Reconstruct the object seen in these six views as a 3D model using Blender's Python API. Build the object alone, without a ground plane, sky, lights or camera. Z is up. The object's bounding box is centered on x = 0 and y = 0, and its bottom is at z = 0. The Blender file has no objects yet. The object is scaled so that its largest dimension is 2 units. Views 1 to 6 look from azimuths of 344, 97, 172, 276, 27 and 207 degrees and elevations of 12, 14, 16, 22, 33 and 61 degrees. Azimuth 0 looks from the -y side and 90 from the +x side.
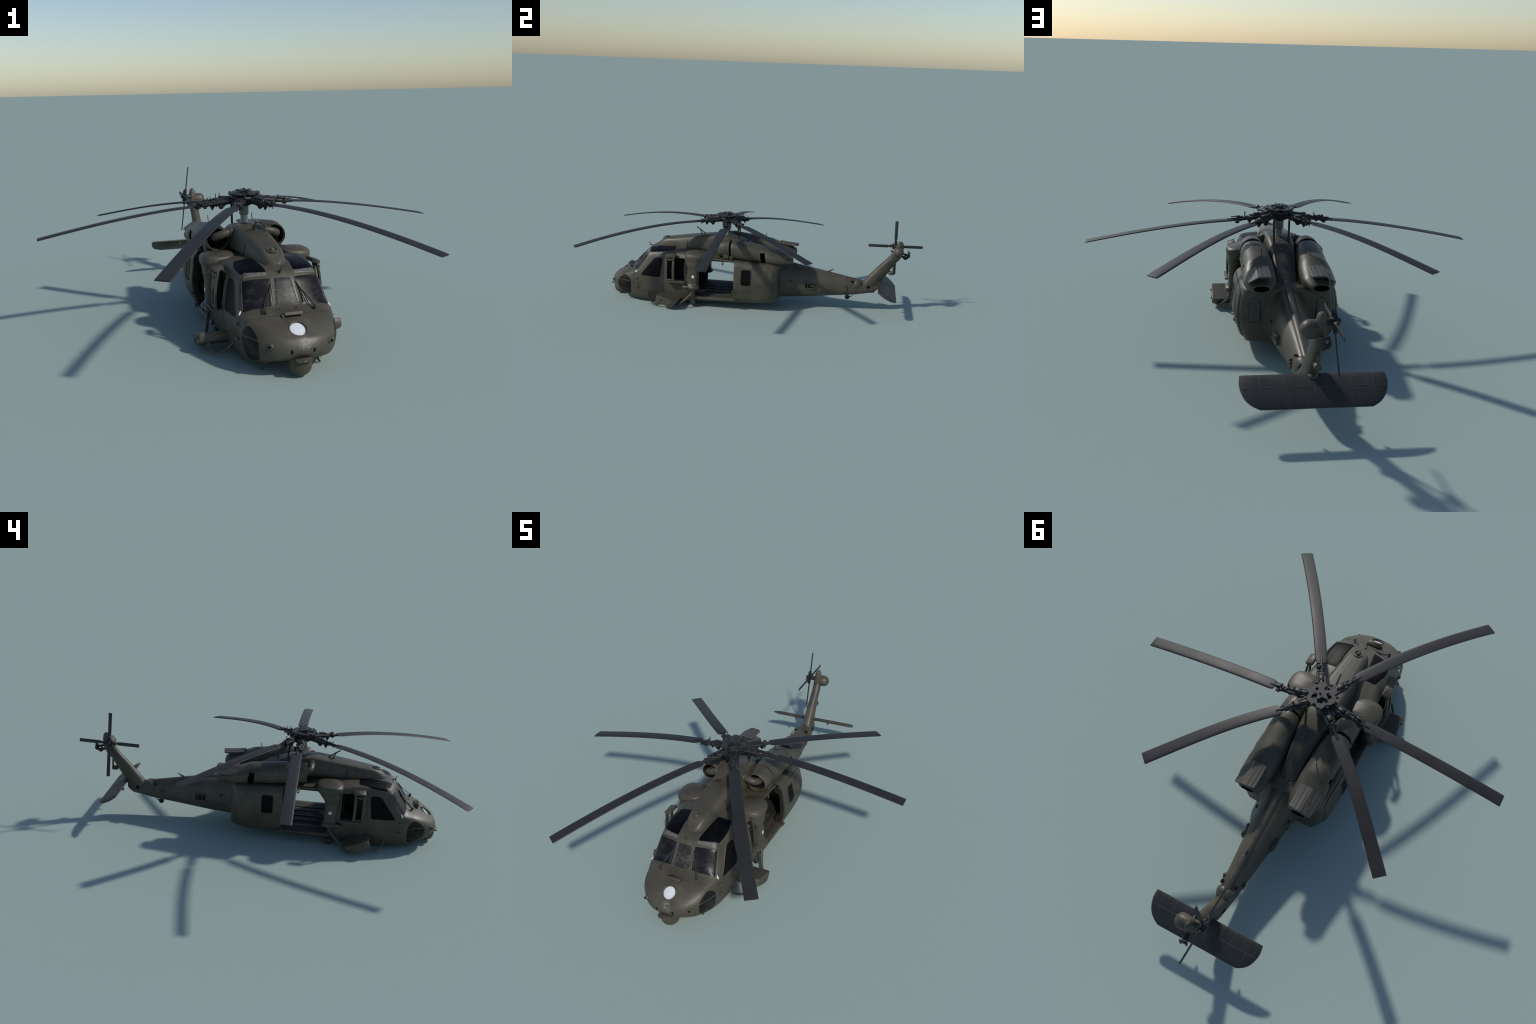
import bpy, bmesh, math, random
from mathutils import Vector, Matrix
from mathutils.bvhtree import BVHTree

random.seed(7)
COL = bpy.context.scene.collection
V = Vector
PI = math.pi

# ------------------------------------------------------------------ materials
def new_mat(name):
    m = bpy.data.materials.new(name)
    m.use_nodes = True
    nt = m.node_tree
    b = nt.nodes["Principled BSDF"]
    return m, nt, b


def mottled(name, dark, light, rough=0.55, scale=14.0, metallic=0.0, bump=0.12,
            bump_scale=160.0, stretch=(1, 1, 1), spec=0.4, rough_var=0.12):
    """paint with soft patchy wear (two noise octaves) and a fine bump"""
    m, nt, b = new_mat(name)
    N, L = nt.nodes, nt.links
    tc = N.new("ShaderNodeTexCoord")
    mp = N.new("ShaderNodeMapping")
    mp.inputs["Scale"].default_value = stretch
    L.new(tc.outputs["Object"], mp.inputs["Vector"])
    n1 = N.new("ShaderNodeTexNoise")
    n1.inputs["Scale"].default_value = scale
    n1.inputs["Detail"].default_value = 8
    n1.inputs["Roughness"].default_value = 0.65
    L.new(mp.outputs[0], n1.inputs["Vector"])
    cr = N.new("ShaderNodeValToRGB")
    cr.color_ramp.elements[0].position = 0.32
    cr.color_ramp.elements[1].position = 0.68
    cr.color_ramp.elements[0].color = (*dark, 1)
    cr.color_ramp.elements[1].color = (*light, 1)
    L.new(n1.outputs["Fac"], cr.inputs["Fac"])
    L.new(cr.outputs["Color"], b.inputs["Base Color"])
    n2 = N.new("ShaderNodeTexNoise")
    n2.inputs["Scale"].default_value = bump_scale
    n2.inputs["Detail"].default_value = 4
    L.new(mp.outputs[0], n2.inputs["Vector"])
    bp = N.new("ShaderNodeBump")
    bp.inputs["Strength"].default_value = bump
    bp.inputs["Distance"].default_value = 0.002
    L.new(n2.outputs["Fac"], bp.inputs["Height"])
    L.new(bp.outputs[0], b.inputs["Normal"])
    mr = N.new("ShaderNodeMapRange")
    mr.inputs["To Min"].default_value = rough - rough_var
    mr.inputs["To Max"].default_value = rough + rough_var
    L.new(n1.outputs["Fac"], mr.inputs["Value"])
    L.new(mr.outputs[0], b.inputs["Roughness"])
    b.inputs["Metallic"].default_value = metallic
    b.inputs["Specular IOR Level"].default_value = spec
    return m


def glass_mat(name, base, scratch, amount, rough=0.22, stretch=(30, 30, 200), spec=0.2):
    """dark tinted pane with brushed pale scratches"""
    m, nt, b = new_mat(name)
    N, L = nt.nodes, nt.links
    tc = N.new("ShaderNodeTexCoord")
    mp = N.new("ShaderNodeMapping")
    mp.inputs["Scale"].default_value = stretch
    mp.inputs["Rotation"].default_value = (0.3, 0.5, 0.2)
    L.new(tc.outputs["Object"], mp.inputs["Vector"])
    n1 = N.new("ShaderNodeTexNoise")
    n1.inputs["Scale"].default_value = 1.0
    n1.inputs["Detail"].default_value = 6
    n1.inputs["Distortion"].default_value = 0.6
    L.new(mp.outputs[0], n1.inputs["Vector"])
    n2 = N.new("ShaderNodeTexNoise")
    n2.inputs["Scale"].default_value = 16
    n2.inputs["Detail"].default_value = 3
    L.new(tc.outputs["Object"], n2.inputs["Vector"])
    mu = N.new("ShaderNodeMath")
    mu.operation = "MULTIPLY"
    L.new(n1.outputs["Fac"], mu.inputs[0])
    L.new(n2.outputs["Fac"], mu.inputs[1])
    cr = N.new("ShaderNodeValToRGB")
    cr.color_ramp.elements[0].position = 0.22
    cr.color_ramp.elements[1].position = 0.22 + 0.3 / max(amount, 0.05)
    cr.color_ramp.elements[0].color = (*base, 1)
    cr.color_ramp.elements[1].color = (*scratch, 1)
    L.new(mu.outputs[0], cr.inputs["Fac"])
    L.new(cr.outputs["Color"], b.inputs["Base Color"])
    b.inputs["Roughness"].default_value = rough
    b.inputs["Specular IOR Level"].default_value = spec
    return m


def striped(name, dark, light, scale, axis=0, rough=0.6, power=0.5):
    """fine streaks running across one object axis"""
    m, nt, b = new_mat(name)
    N, L = nt.nodes, nt.links
    tc = N.new("ShaderNodeTexCoord")
    mp = N.new("ShaderNodeMapping")
    s = [6.0, 6.0, 6.0]
    s[axis] = scale
    mp.inputs["Scale"].default_value = s
    L.new(tc.outputs["Object"], mp.inputs["Vector"])
    n1 = N.new("ShaderNodeTexNoise")
    n1.inputs["Scale"].default_value = 1
    n1.inputs["Detail"].default_value = 5
    L.new(mp.outputs[0], n1.inputs["Vector"])
    cr = N.new("ShaderNodeValToRGB")
    cr.color_ramp.elements[0].position = 0.35
    cr.color_ramp.elements[1].position = 0.75
    cr.color_ramp.elements[0].color = (*dark, 1)
    cr.color_ramp.elements[1].color = (*light, 1)
    L.new(n1.outputs["Fac"], cr.inputs["Fac"])
    L.new(cr.outputs["Color"], b.inputs["Base Color"])
    b.inputs["Roughness"].default_value = rough
    b.inputs["Specular IOR Level"].default_value = 0.35
    return m


OLIVE = mottled("olive_drab_paint", (0.049, 0.044, 0.032), (0.088, 0.079, 0.057), rough=0.44, scale=11)
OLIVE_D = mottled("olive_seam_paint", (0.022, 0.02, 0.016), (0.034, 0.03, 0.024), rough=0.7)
DECK = mottled("scuffed_floor_paint", (0.034, 0.031, 0.025), (0.058, 0.051, 0.040), rough=0.65, scale=9, stretch=(1, 5, 1))
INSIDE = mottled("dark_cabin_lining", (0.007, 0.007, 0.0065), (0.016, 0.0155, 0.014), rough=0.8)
DARK_FILL = mottled("black_fill", (0.004, 0.004, 0.004), (0.008, 0.008, 0.008), rough=0.9, spec=0.1)  # near-black colour painting the dark of openings, also on solid plates
BLADE = mottled("rotor_blade_paint", (0.022, 0.0215, 0.0215), (0.030, 0.029, 0.0285), rough=0.5, scale=9, spec=0.32)
TBLADE = mottled("tail_blade_paint", (0.024, 0.026, 0.026), (0.034, 0.036, 0.035), rough=0.5, scale=20)
HUB = mottled("oily_hub_metal", (0.016, 0.016, 0.016), (0.036, 0.034, 0.033), rough=0.42, scale=50, metallic=0.25, bump=0.5, bump_scale=240)
PLATE = mottled("hub_plate_paint", (0.028, 0.028, 0.029), (0.042, 0.041, 0.041), rough=0.5, scale=40, spec=0.32)
STEEL = mottled("mast_steel", (0.14, 0.17, 0.165), (0.25, 0.28, 0.27), rough=0.32, scale=30, metallic=0.35, stretch=(2, 2, 0.3))
STEEL_D = mottled("mast_collar_steel", (0.09, 0.105, 0.10), (0.14, 0.155, 0.15), rough=0.4, scale=30, metallic=0.3)
GLASS = glass_mat("tinted_glass", (0.003, 0.003, 0.004), (0.010, 0.0095, 0.0095), 0.7, rough=0.42, spec=0.08)
WIND = glass_mat("windshield_glass", (0.007, 0.007, 0.0085), (0.070, 0.070, 0.074), 0.62, rough=0.34, stretch=(25, 40, 160))
WINDC = glass_mat("scuffed_centre_glass", (0.022, 0.021, 0.020), (0.10, 0.095, 0.088), 1.1, rough=0.4, stretch=(60, 60, 160))
CHIN = glass_mat("chin_glass", (0.010, 0.0092, 0.0082), (0.040, 0.036, 0.030), 0.9, rough=0.36, stretch=(80, 80, 80), spec=0.15)
FROST = mottled("frosted_rear_pane", (0.025, 0.03, 0.033), (0.075, 0.08, 0.08), rough=0.4, scale=60, stretch=(1, 1, 0.5))
SEAL = mottled("scuffed_window_seal", (0.075, 0.072, 0.066), (0.17, 0.165, 0.155), rough=0.45, scale=60)
WHITE = mottled("white_lens", (0.62, 0.65, 0.68), (0.74, 0.76, 0.78), rough=0.35, scale=80, bump=0.3)
STAB = striped("stabilator_dark_skin", (0.029, 0.029, 0.027), (0.050, 0.048, 0.044), 160, axis=0)
VISOR = striped("heat_stained_metal", (0.05, 0.046, 0.038), (0.12, 0.11, 0.092), 120, axis=0, rough=0.5)
RUBBER = mottled("tyre_rubber", (0.02, 0.02, 0.019), (0.035, 0.033, 0.03), rough=0.8)

# fuselage paint: the olive plus bright paint loss speckles round a spot under the nose lamp
OLIVE_NOSE = OLIVE.copy(); OLIVE_NOSE.name = "olive_paint_with_nose_chips"
nt = OLIVE_NOSE.node_tree; N, L = nt.nodes, nt.links
b = N["Principled BSDF"]
src = b.inputs["Base Color"].links[0].from_socket
tc = N.new("ShaderNodeTexCoord")
vm = N.new("ShaderNodeVectorMath"); vm.operation = "DISTANCE"; vm.inputs[1].default_value = (.004, -.885, .118)
L.new(tc.outputs["Object"], vm.inputs[0])
near = N.new("ShaderNodeMapRange"); near.inputs["From Min"].default_value = .008; near.inputs["From Max"].default_value = .062
near.inputs["To Min"].default_value = .12; near.inputs["To Max"].default_value = -.20
L.new(vm.outputs["Value"], near.inputs["Value"])
n1 = N.new("ShaderNodeTexNoise"); n1.inputs["Scale"].default_value = 320; n1.inputs["Detail"].default_value = 3
L.new(tc.outputs["Object"], n1.inputs["Vector"])
ad = N.new("ShaderNodeMath"); ad.operation = "ADD"
L.new(near.outputs[0], ad.inputs[0]); L.new(n1.outputs["Fac"], ad.inputs[1])
st = N.new("ShaderNodeMapRange"); st.inputs["From Min"].default_value = .62; st.inputs["From Max"].default_value = .68
L.new(ad.outputs[0], st.inputs["Value"])
mx = N.new("ShaderNodeMix"); mx.data_type = "RGBA"
L.new(st.outputs[0], mx.inputs["Factor"]); L.new(src, mx.inputs["A"])
mx.inputs["B"].default_value = (.40, .37, .31, 1)
L.new(mx.outputs["Result"], b.inputs["Base Color"])

# ------------------------------------------------------------------ object helpers
def make(name, verts, faces, mat, parent=None, smooth=40, kind=None):
    me = bpy.data.meshes.new(name)
    me.from_pydata([tuple(v) for v in verts], [], faces)
    return finish(name, me, mat, parent, smooth, kind)


def finish(name, me, mat, parent=None, smooth=40, kind=None, fix=True):
    if fix:
        bm = bmesh.new(); bm.from_mesh(me)
        bmesh.ops.remove_doubles(bm, verts=bm.verts, dist=1e-6)
        bmesh.ops.recalc_face_normals(bm, faces=bm.faces)
        bm.to_mesh(me); bm.free()
    if mat is not None:
        for m in (mat if isinstance(mat, (list, tuple)) else [mat]):
            me.materials.append(m)
    if smooth:
        me.shade_smooth()
        me.set_sharp_from_angle(angle=math.radians(smooth))
    ob = bpy.data.objects.new(name, me)
    COL.objects.link(ob)
    if parent is not None:
        ob.parent = parent
    if kind:
        ob["kind"] = kind
    return ob


class Geo:
    """accumulates several primitives into one mesh"""
    def __init__(s): s.v, s.f = [], []
    def add(s, vf):
        v, f = vf; o = len(s.v)
        s.v += [V(a) for a in v]; s.f += [[i + o for i in q] for q in f]
        return s
    def make(s, name, mat, parent=None, smooth=40, kind=None):
        return make(name, s.v, s.f, mat, parent, smooth, kind)


def loft(rings, cap0=True, cap1=True, closed=True):
    n = len(rings[0]); v = [p for r in rings for p in r]; f = []
    for i in range(len(rings) - 1):
        for j in range(n if closed else n - 1):
            k = (j + 1) % n
            f.append([i*n + j, i*n + k, (i+1)*n + k, (i+1)*n + j])
    if cap0: f.append(list(range(n))[::-1])
    if cap1: f.append([(len(rings)-1)*n + j for j in range(n)])
    return v, f


def frame(d):
    d = V(d).normalized()
    a = V((0, 0, 1)) if abs(d.z) < 0.9 else V((1, 0, 0))
    u = d.cross(a).normalized(); w = u.cross(d).normalized()
    return d, u, w


def ring(c, u, w, ru, rw, n=20):
    return [V(c) + u*ru*math.cos(2*PI*i/n) + w*rw*math.sin(2*PI*i/n) for i in range(n)]


def lathe(p0, axis, prof, n=24, sx=1.0, sy=1.0):
    """revolve (distance, radius) profile about an axis"""
    d, u, w = frame(axis)
    rs = [ring(V(p0) + d*t, u, w, max(r, 1e-5)*sx, max(r, 1e-5)*sy, n) for t, r in prof]
    return loft(rs)


def cyl(a, b, r, r2=None, n=14):
    a, b = V(a), V(b)
    h = (b-a).length; r2 = r if r2 is None else r2
    e = min(0.12*min(r, r2)+1e-5, h*0.3)
    return lathe(a, b-a, [(0, r-e), (e, r), (h-e, r2), (h, r2-e)], n)


def ball(c, rx, ry=None, rz=None, n=20, m=12):
    ry = rx if ry is None else ry; rz = rx if rz is None else rz
    rs = []
    for i in range(m+1):
        a = -PI/2 + PI*i/m; k = max(math.cos(a), 1e-3)
        rs.append([V(c) + V((rx*k*math.cos(2*PI*j/n), ry*k*math.sin(2*PI*j/n), rz*math.sin(a))) for j in range(n)])
    return loft(rs)


def catmull(pts, n=8, closed=False):
    P = [V(p) for p in pts]; out = []; m = len(P)
    rng = m if closed else m-1
    for i in range(rng):
        if closed: p0, p1, p2, p3 = P[i-1], P[i], P[(i+1) % m], P[(i+2) % m]
        else: p0, p1, p2, p3 = P[max(i-1, 0)], P[i], P[i+1], P[min(i+2, m-1)]
        for k in range(n):
            t = k/n
            out.append(0.5*((2*p1) + (p2-p0)*t + (2*p0-5*p1+4*p2-p3)*t*t + (3*p1-p0-3*p2+p3)*t**3))
    if not closed: out.append(P[-1])
    return out


def tube(pts, r, n=10, smoothn=6, r_end=None):
    pts = catmull(pts, smoothn) if smoothn else [V(p) for p in pts]
    rs = []; u = None
    for i, p in enumerate(pts):
        d = (pts[min(i+1, len(pts)-1)] - pts[max(i-1, 0)]).normalized()
        if u is None: _, u, _ = frame(d)
        u = (u - d*u.dot(d)).normalized(); w = d.cross(u)
        rr = r if r_end is None else r + (r_end-r)*i/(len(pts)-1)
        rs.append(ring(p, u, w, rr, rr, n))
    return loft(rs)


def box(c, s, rot=None, bev=0.1):
    """chamfered box: centre, full sizes"""
    sx, sy, sz = [a/2 for a in s]; e = min(sx, sy, sz)*bev*2
    rs = []
    for z, k in ((-sz, e), (-sz+e, 0), (sz-e, 0), (sz, e)):
        x, y = sx-k, sy-k
        rs.append([V(q) for q in ((x-e, y, z), (x, y-e, z), (x, -y+e, z), (x-e, -y, z), (-x+e, -y, z), (-x, -y+e, z), (-x, y-e, z), (-x+e, y, z))])
    v, f = loft(rs)
    M = rot if rot is not None else Matrix.Identity(3)
    return [V(c) + M @ p for p in v], f


def torus(c, axis, R, r, n=24, m=8):
    d, u, w = frame(axis); v = []; f = []
    for i in range(n):
        a = 2*PI*i/n; e = u*math.cos(a) + w*math.sin(a)
        for j in range(m):
            b_ = 2*PI*j/m
            v.append(V(c) + e*(R + r*math.cos(b_)) + d*r*math.sin(b_))
    for i in range(n):
        for j in range(m):
            f.append([i*m+j, ((i+1) % n)*m+j, ((i+1) % n)*m+(j+1) % m, i*m+(j+1) % m])
    return v, f


def mir(vf, s):
    v, f = vf
    return ([V((p[0]*s, p[1], p[2])) for p in v], f)


def interp(tab, y):
    """smooth (Catmull, non-uniform Hermite) interpolation of table rows keyed by first column"""
    n = len(tab)
    if y <= tab[0][0]: return list(tab[0][1:])
    if y >= tab[-1][0]: return list(tab[-1][1:])
    for i in range(n-1):
        if tab[i][0] <= y <= tab[i+1][0]: break
    a, b_ = tab[i], tab[i+1]; h = b_[0]-a[0]; t = (y-a[0])/h
    out = []
    for k in range(1, len(a)):
        d1 = (b_[k]-a[k])/h
        d0 = (a[k]-tab[i-1][k])/(a[0]-tab[i-1][0]) if i > 0 else d1
        d2 = (tab[i+2][k]-b_[k])/(tab[i+2][0]-b_[0]) if i < n-2 else d1
        m0 = 0 if d0*d1 <= 0 else 2*d0*d1/(d0+d1)
        m1 = 0 if d1*d2 <= 0 else 2*d1*d2/(d1+d2)
        out.append((2*t**3-3*t*t+1)*a[k] + (t**3-2*t*t+t)*h*m0 + (-2*t**3+3*t*t)*b_[k] + (t**3-t*t)*h*m1)
    return out


def superring(y, cx, cz, rx, rz, e=2.6, n=40):
    r = []
    for i in range(n):
        a = 2*PI*i/n; c, s = math.cos(a), math.sin(a)
        r.append(V((cx + rx*math.copysign(abs(c)**(2/e), c), y, cz + rz*math.copysign(abs(s)**(2/e), s))))
    return r

# ------------------------------------------------------------------ root
ROOT = bpy.data.objects.new("military_helicopter", None)
COL.objects.link(ROOT)
ROOT["label"] = "olive drab military transport helicopter with six blades and open doors"
ROOT["category"] = "helicopter"

# ------------------------------------------------------------------ fuselage loft
# y | bottom z | flat edge x z | lower corner x z | widest x z | upper side x z | roof rail x z | roof x z | top z
FUS = [
 (-0.9095, .092, .004, .092, .007, .094, .008, .098, .007, .101, .005, .102, .003, .103, .103),
 (-0.901, .079, .025, .079, .045, .086, .052, .098, .048, .109, .036, .116, .018, .120, .121),
 (-0.887, .066, .050, .066, .078, .077, .088, .101, .082, .120, .062, .133, .030, .139, .141),
 (-0.868, .058, .070, .059, .104, .072, .114, .104, .108, .129, .085, .144, .045, .152, .154),
 (-0.840, .048, .088, .049, .126, .064, .139, .106, .133, .139, .108, .158, .060, .168, .171),
 (-0.800, .034, .100, .035, .141, .055, .159, .109, .154, .152, .130, .175, .070, .187, .190),
 (-0.760, .020, .105, .021, .150, .043, .169, .112, .166, .160, .146, .187, .082, .202, .206),
 (-0.742, .015, .108, .016, .154, .039, .172, .114, .169, .165, .155, .190, .088, .209, .215),
 (-0.718, .011, .110, .012, .157, .036, .175, .117, .171, .172, .164, .195, .100, .235, .252),
 (-0.700, .009, .112, .010, .160, .034, .177, .119, .172, .180, .158, .215, .100, .259, .279),
 (-0.683, .007, .114, .008, .162, .033, .178, .120, .172, .192, .152, .243, .100, .283, .303),
 (-0.660, .006, .116, .007, .164, .032, .180, .121, .171, .208, .145, .279, .100, .310, .321),
 (-0.643, .005, .118, .006, .165, .032, .181, .122, .171, .213, .141, .301, .100, .321, .327),
 (-0.600, .005, .120, .006, .167, .032, .183, .124, .174, .215, .146, .311, .100, .330, .336),
 (-0.550, .006, .122, .007, .169, .033, .185, .126, .178, .215, .151, .314, .100, .333, .340),
 (-0.450, .013, .126, .014, .172, .038, .190, .130, .185, .215, .165, .311, .110, .331, .338),
 (-0.350, .024, .130, .025, .175, .045, .198, .135, .194, .215, .180, .305, .120, .320, .327),
 (-0.200, .033, .136, .034, .180, .053, .206, .142, .202, .220, .186, .297, .125, .307, .312),
 (0.000, .040, .142, .041, .181, .061, .2095, .152, .205, .226, .188, .289, .128, .298, .303),
 (0.080, .046, .144, .047, .180, .067, .208, .155, .203, .226, .185, .287, .128, .295, .299),
 (0.120, .053, .143, .054, .177, .074, .202, .156, .198, .226, .180, .284, .126, .292, .296),
 (0.143, .060, .140, .061, .170, .079, .190, .157, .187, .225, .171, .280, .122, .289, .293),
 (0.154, .064, .138, .065, .162, .084, .174, .158, .171, .224, .159, .274, .114, .284, .288),
 (0.1585, .076, .125, .077, .146, .094, .155, .159, .152, .220, .141, .263, .100, .272, .276),
 (0.160, .095, .090, .096, .105, .108, .112, .160, .110, .212, .100, .240, .070, .250, .254),
]


def fus_ring(y, n=10):
    r = interp(FUS, y)
    half = [V((0, y, r[0]))] + [V((r[i], y, r[i+1])) for i in range(1, 13, 2)] + [V((0, y, r[13]))]
    full = half + [V((-p.x, p.y, p.z)) for p in half[-2:0:-1]]
    return catmull(full, n, closed=True)


ys = []
for a, b_, n in ((-0.9095, -0.87, 14), (-0.87, -0.76, 14), (-0.76, -0.62, 20), (-0.62, 0.08, 30), (0.08, 0.16, 18)):
    ys += [a + (b_-a)*i/n for i in range(n)]
ys.append(0.16)
FV, FF = loft([fus_ring(y) for y in ys])
SKIN = BVHTree.FromPolygons(FV, [[i for i in f] for f in FF])


def snap(p):
    loc, nor, _, _ = SKIN.find_nearest(V(p))
    row = interp(FUS, loc.y)
    c = V((0, loc.y, row[6]))      # height of the widest point of that section
    if (loc - c).dot(nor) < 0: nor = -nor
    return loc, nor


def apply_bool(ob, cutters):
    for c in cutters:
        md = ob.modifiers.new("cut", "BOOLEAN")
        md.operation = "DIFFERENCE"; md.object = c; md.solver = "EXACT"
        md.material_mode = "TRANSFER"
    dg = bpy.context.evaluated_depsgraph_get()
    me = bpy.data.meshes.new_from_object(ob.evaluated_get(dg))
    old = ob.data; ob.modifiers.clear(); ob.data = me
    me.name = old.name
    bpy.data.meshes.remove(old)
    for c in cutters:
        bpy.data.objects.remove(c, do_unlink=True)
    me.shade_smooth(); me.set_sharp_from_angle(angle=math.radians(38))
    return ob


def cutter(vf, mat):
    return make("cutter_helper", vf[0], vf[1], mat, smooth=0)


fus = make("fuselage", FV, FF, [OLIVE_NOSE], ROOT)
FLOOR = 0.062
DOOR = (-0.345, -0.108)
cuts = []
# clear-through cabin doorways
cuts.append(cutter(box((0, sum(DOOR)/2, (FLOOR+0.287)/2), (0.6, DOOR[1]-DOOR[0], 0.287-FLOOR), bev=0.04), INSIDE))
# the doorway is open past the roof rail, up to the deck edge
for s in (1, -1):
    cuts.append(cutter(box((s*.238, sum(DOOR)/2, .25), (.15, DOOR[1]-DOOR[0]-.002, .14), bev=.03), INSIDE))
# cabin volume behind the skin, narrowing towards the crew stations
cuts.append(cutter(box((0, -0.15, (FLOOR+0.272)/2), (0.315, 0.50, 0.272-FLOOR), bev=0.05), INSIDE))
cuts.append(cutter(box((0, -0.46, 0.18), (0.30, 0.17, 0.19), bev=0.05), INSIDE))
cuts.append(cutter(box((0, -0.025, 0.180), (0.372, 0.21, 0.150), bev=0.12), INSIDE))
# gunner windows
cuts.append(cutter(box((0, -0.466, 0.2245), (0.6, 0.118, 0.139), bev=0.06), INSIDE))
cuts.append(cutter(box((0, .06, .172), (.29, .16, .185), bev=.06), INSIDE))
# shallow well of the landing lamp, tipped a little steeper than the nose
LP, LN = snap((0, -.8545, .163))
LN = (LN + V((0, -.12, -.02))).normalized()
cuts.append(cutter(lathe(LP - LN*.013, LN, [(0, .0285), (.010, .0295), (.022, .0325)], 40), OLIVE))
apply_bool(fus, cuts)

# ------------------------------------------------------------------ surface patches (panes, doors, panels)
def rounded(pts, r=0.012, n=5):
    P = [V(p) for p in pts]; out = []; m = len(P)
    for i in range(m):
        a, p, c = P[i-1], P[i], P[(i+1) % m]
        ra = min(r, (a-p).length*0.45); rc = min(r, (c-p).length*0.45)
        s, e = p + (a-p).normalized()*ra, p + (c-p).normalized()*rc
        for k in range(n+1):
            t = k/n
            out.append(s*(1-t)**2 + p*2*t*(1-t) + e*t*t)
    return out


def dense(pts, step=0.008):
    out = []; m = len(pts)
    for i in range(m):
        a, c = pts[i], pts[(i+1) % m]; k = max(1, int((c-a).length/step))
        out += [a + (c-a)*j/k for j in range(k)]
    return out


def patch(outline, off=0.0015, depth=0.004, M=7, r=0.012, inset=0.0012):
    o = dense(rounded(outline, r)); c = sum(o, V((0, 0, 0)))/len(o); n = len(o)
    v, f = [], []
    rings_ = []
    for k in range(1, M+1):
        rr = []
        for p in o:
            loc, nor = snap(c + (p-c)*(k/M)); rr.append((loc, nor))
        rings_.append(rr)
    loc, nor = snap(c); v.append(loc + nor*off)
    for k, rr in enumerate(rings_):
        for loc, nor in rr: v.append(loc + nor*(off if k < M-1 else off-inset))
    for loc, nor in rings_[-1]: v.append(loc - nor*depth)
    v.append(snap(c)[0] - snap(c)[1]*depth)
    for j in range(n):
        f.append([0, 1+j, 1+(j+1) % n])
        for k in range(M):
            f.append([1+k*n+j, 1+(k+1)*n+j, 1+(k+1)*n+(j+1) % n, 1+k*n+(j+1) % n])
        f.append([1+M*n+j, len(v)-1, 1+M*n+(j+1) % n])
    return v, f


def band(outline, width=0.004, off=0.0022, depth=0.004, r=0.012, outward=True):
    """raised rim running round an outline"""
    o = dense(rounded(outline, r), 0.006); c = sum(o, V((0, 0, 0)))/len(o); n = len(o)
    v, f = [], []
    prof = ((0, -depth), (0, off*0.6), (0.25, off), (0.75, off), (1, off*0.6), (1, -depth))
    for p in o:
        d = (p-c).normalized()
        for t, h in prof:
            loc, nor = snap(p + d*width*t); v.append(loc + nor*h)
    m = len(prof)
    for j in range(n):
        for k in range(m):
            f.append([j*m+k, ((j+1) % n)*m+k, ((j+1) % n)*m+(k+1) % m, j*m+(k+1) % m])
    return v, f


def seam(pts, w=0.0012, off=0.0006, step=0.008):
    """thin joint line laid on the skin"""
    P = []
    for a, c in zip(pts[:-1], pts[1:]):
        a, c = V(a), V(c); k = max(1, int((c-a).length/step))
        P += [a + (c-a)*j/k for j in range(k)]
    P.append(V(pts[-1]))
    S = [snap(p) for p in P]; rs = []
    for i, (loc, nor) in enumerate(S):
        d = (S[min(i+1, len(S)-1)][0] - S[max(i-1, 0)][0]).normalized(); t = d.cross(nor).normalized()
        rs.append([loc + t*w/2 + nor*off, loc + t*w/2 - nor*0.002, loc - t*w/2 - nor*0.002, loc - t*w/2 + nor*off])
    return loft(rs)


def both(name, fn, mat, parent, **kw):
    obs = []
    for s in (1, -1):
        v, f = mir(fn, s)
        obs.append(make(name, v, f, mat, parent, **kw))
    return obs

# windshields (front corners measured on the port side)
W_OUT = [(.052, -.742, .216), (.158, -.722, .193), (.143, -.655, .292), (.046, -.683, .302)]
for s in (1, -1):
    o = [(x*s, y, z) for x, y, z in W_OUT]
    make("windshield", *patch(o, off=.0012, r=.008), WIND, ROOT)
    make("windshield_frame", *band(o, width=.005, off=.0018, r=.008), OLIVE, ROOT)
make("centre_windshield", *patch([(-.043, -.744, .215), (.043, -.744, .215), (.030, -.684, .302), (-.030, -.684, .302)], r=.006), WINDC, ROOT)
# overhead windows
for s in (1, -1):
    o = [(x*s, y, z) for x, y, z in [(.050, -.660, .322), (.137, -.632, .308), (.142, -.56, .317), (.128, -.49, .330), (.062, -.49, .338), (.060, -.56, .336)]]
    make("overhead_window", *patch(o, r=.012), GLASS, ROOT)
    br = [(x*s, y, z) for x, y, z in [(.050, -.674, .315), (.141, -.648, .296), (.138, -.634, .310), (.050, -.661, .322)]]
    make("window_seal", *patch(br, off=.001, r=.003, M=4), SEAL, ROOT)
# cockpit door windows
for s in (1, -1):
    o = [(x*s, y, z) for x, y, z in [(.178, -.690, .172), (.185, -.562, .168), (.165, -.550, .290), (.165, -.602, .290)]]
    make("cockpit_window", *patch(o, off=.001, r=.016), GLASS, ROOT)
    make("window_frame", *band(o, width=.004, off=.0022, r=.016), OLIVE, ROOT)
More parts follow.
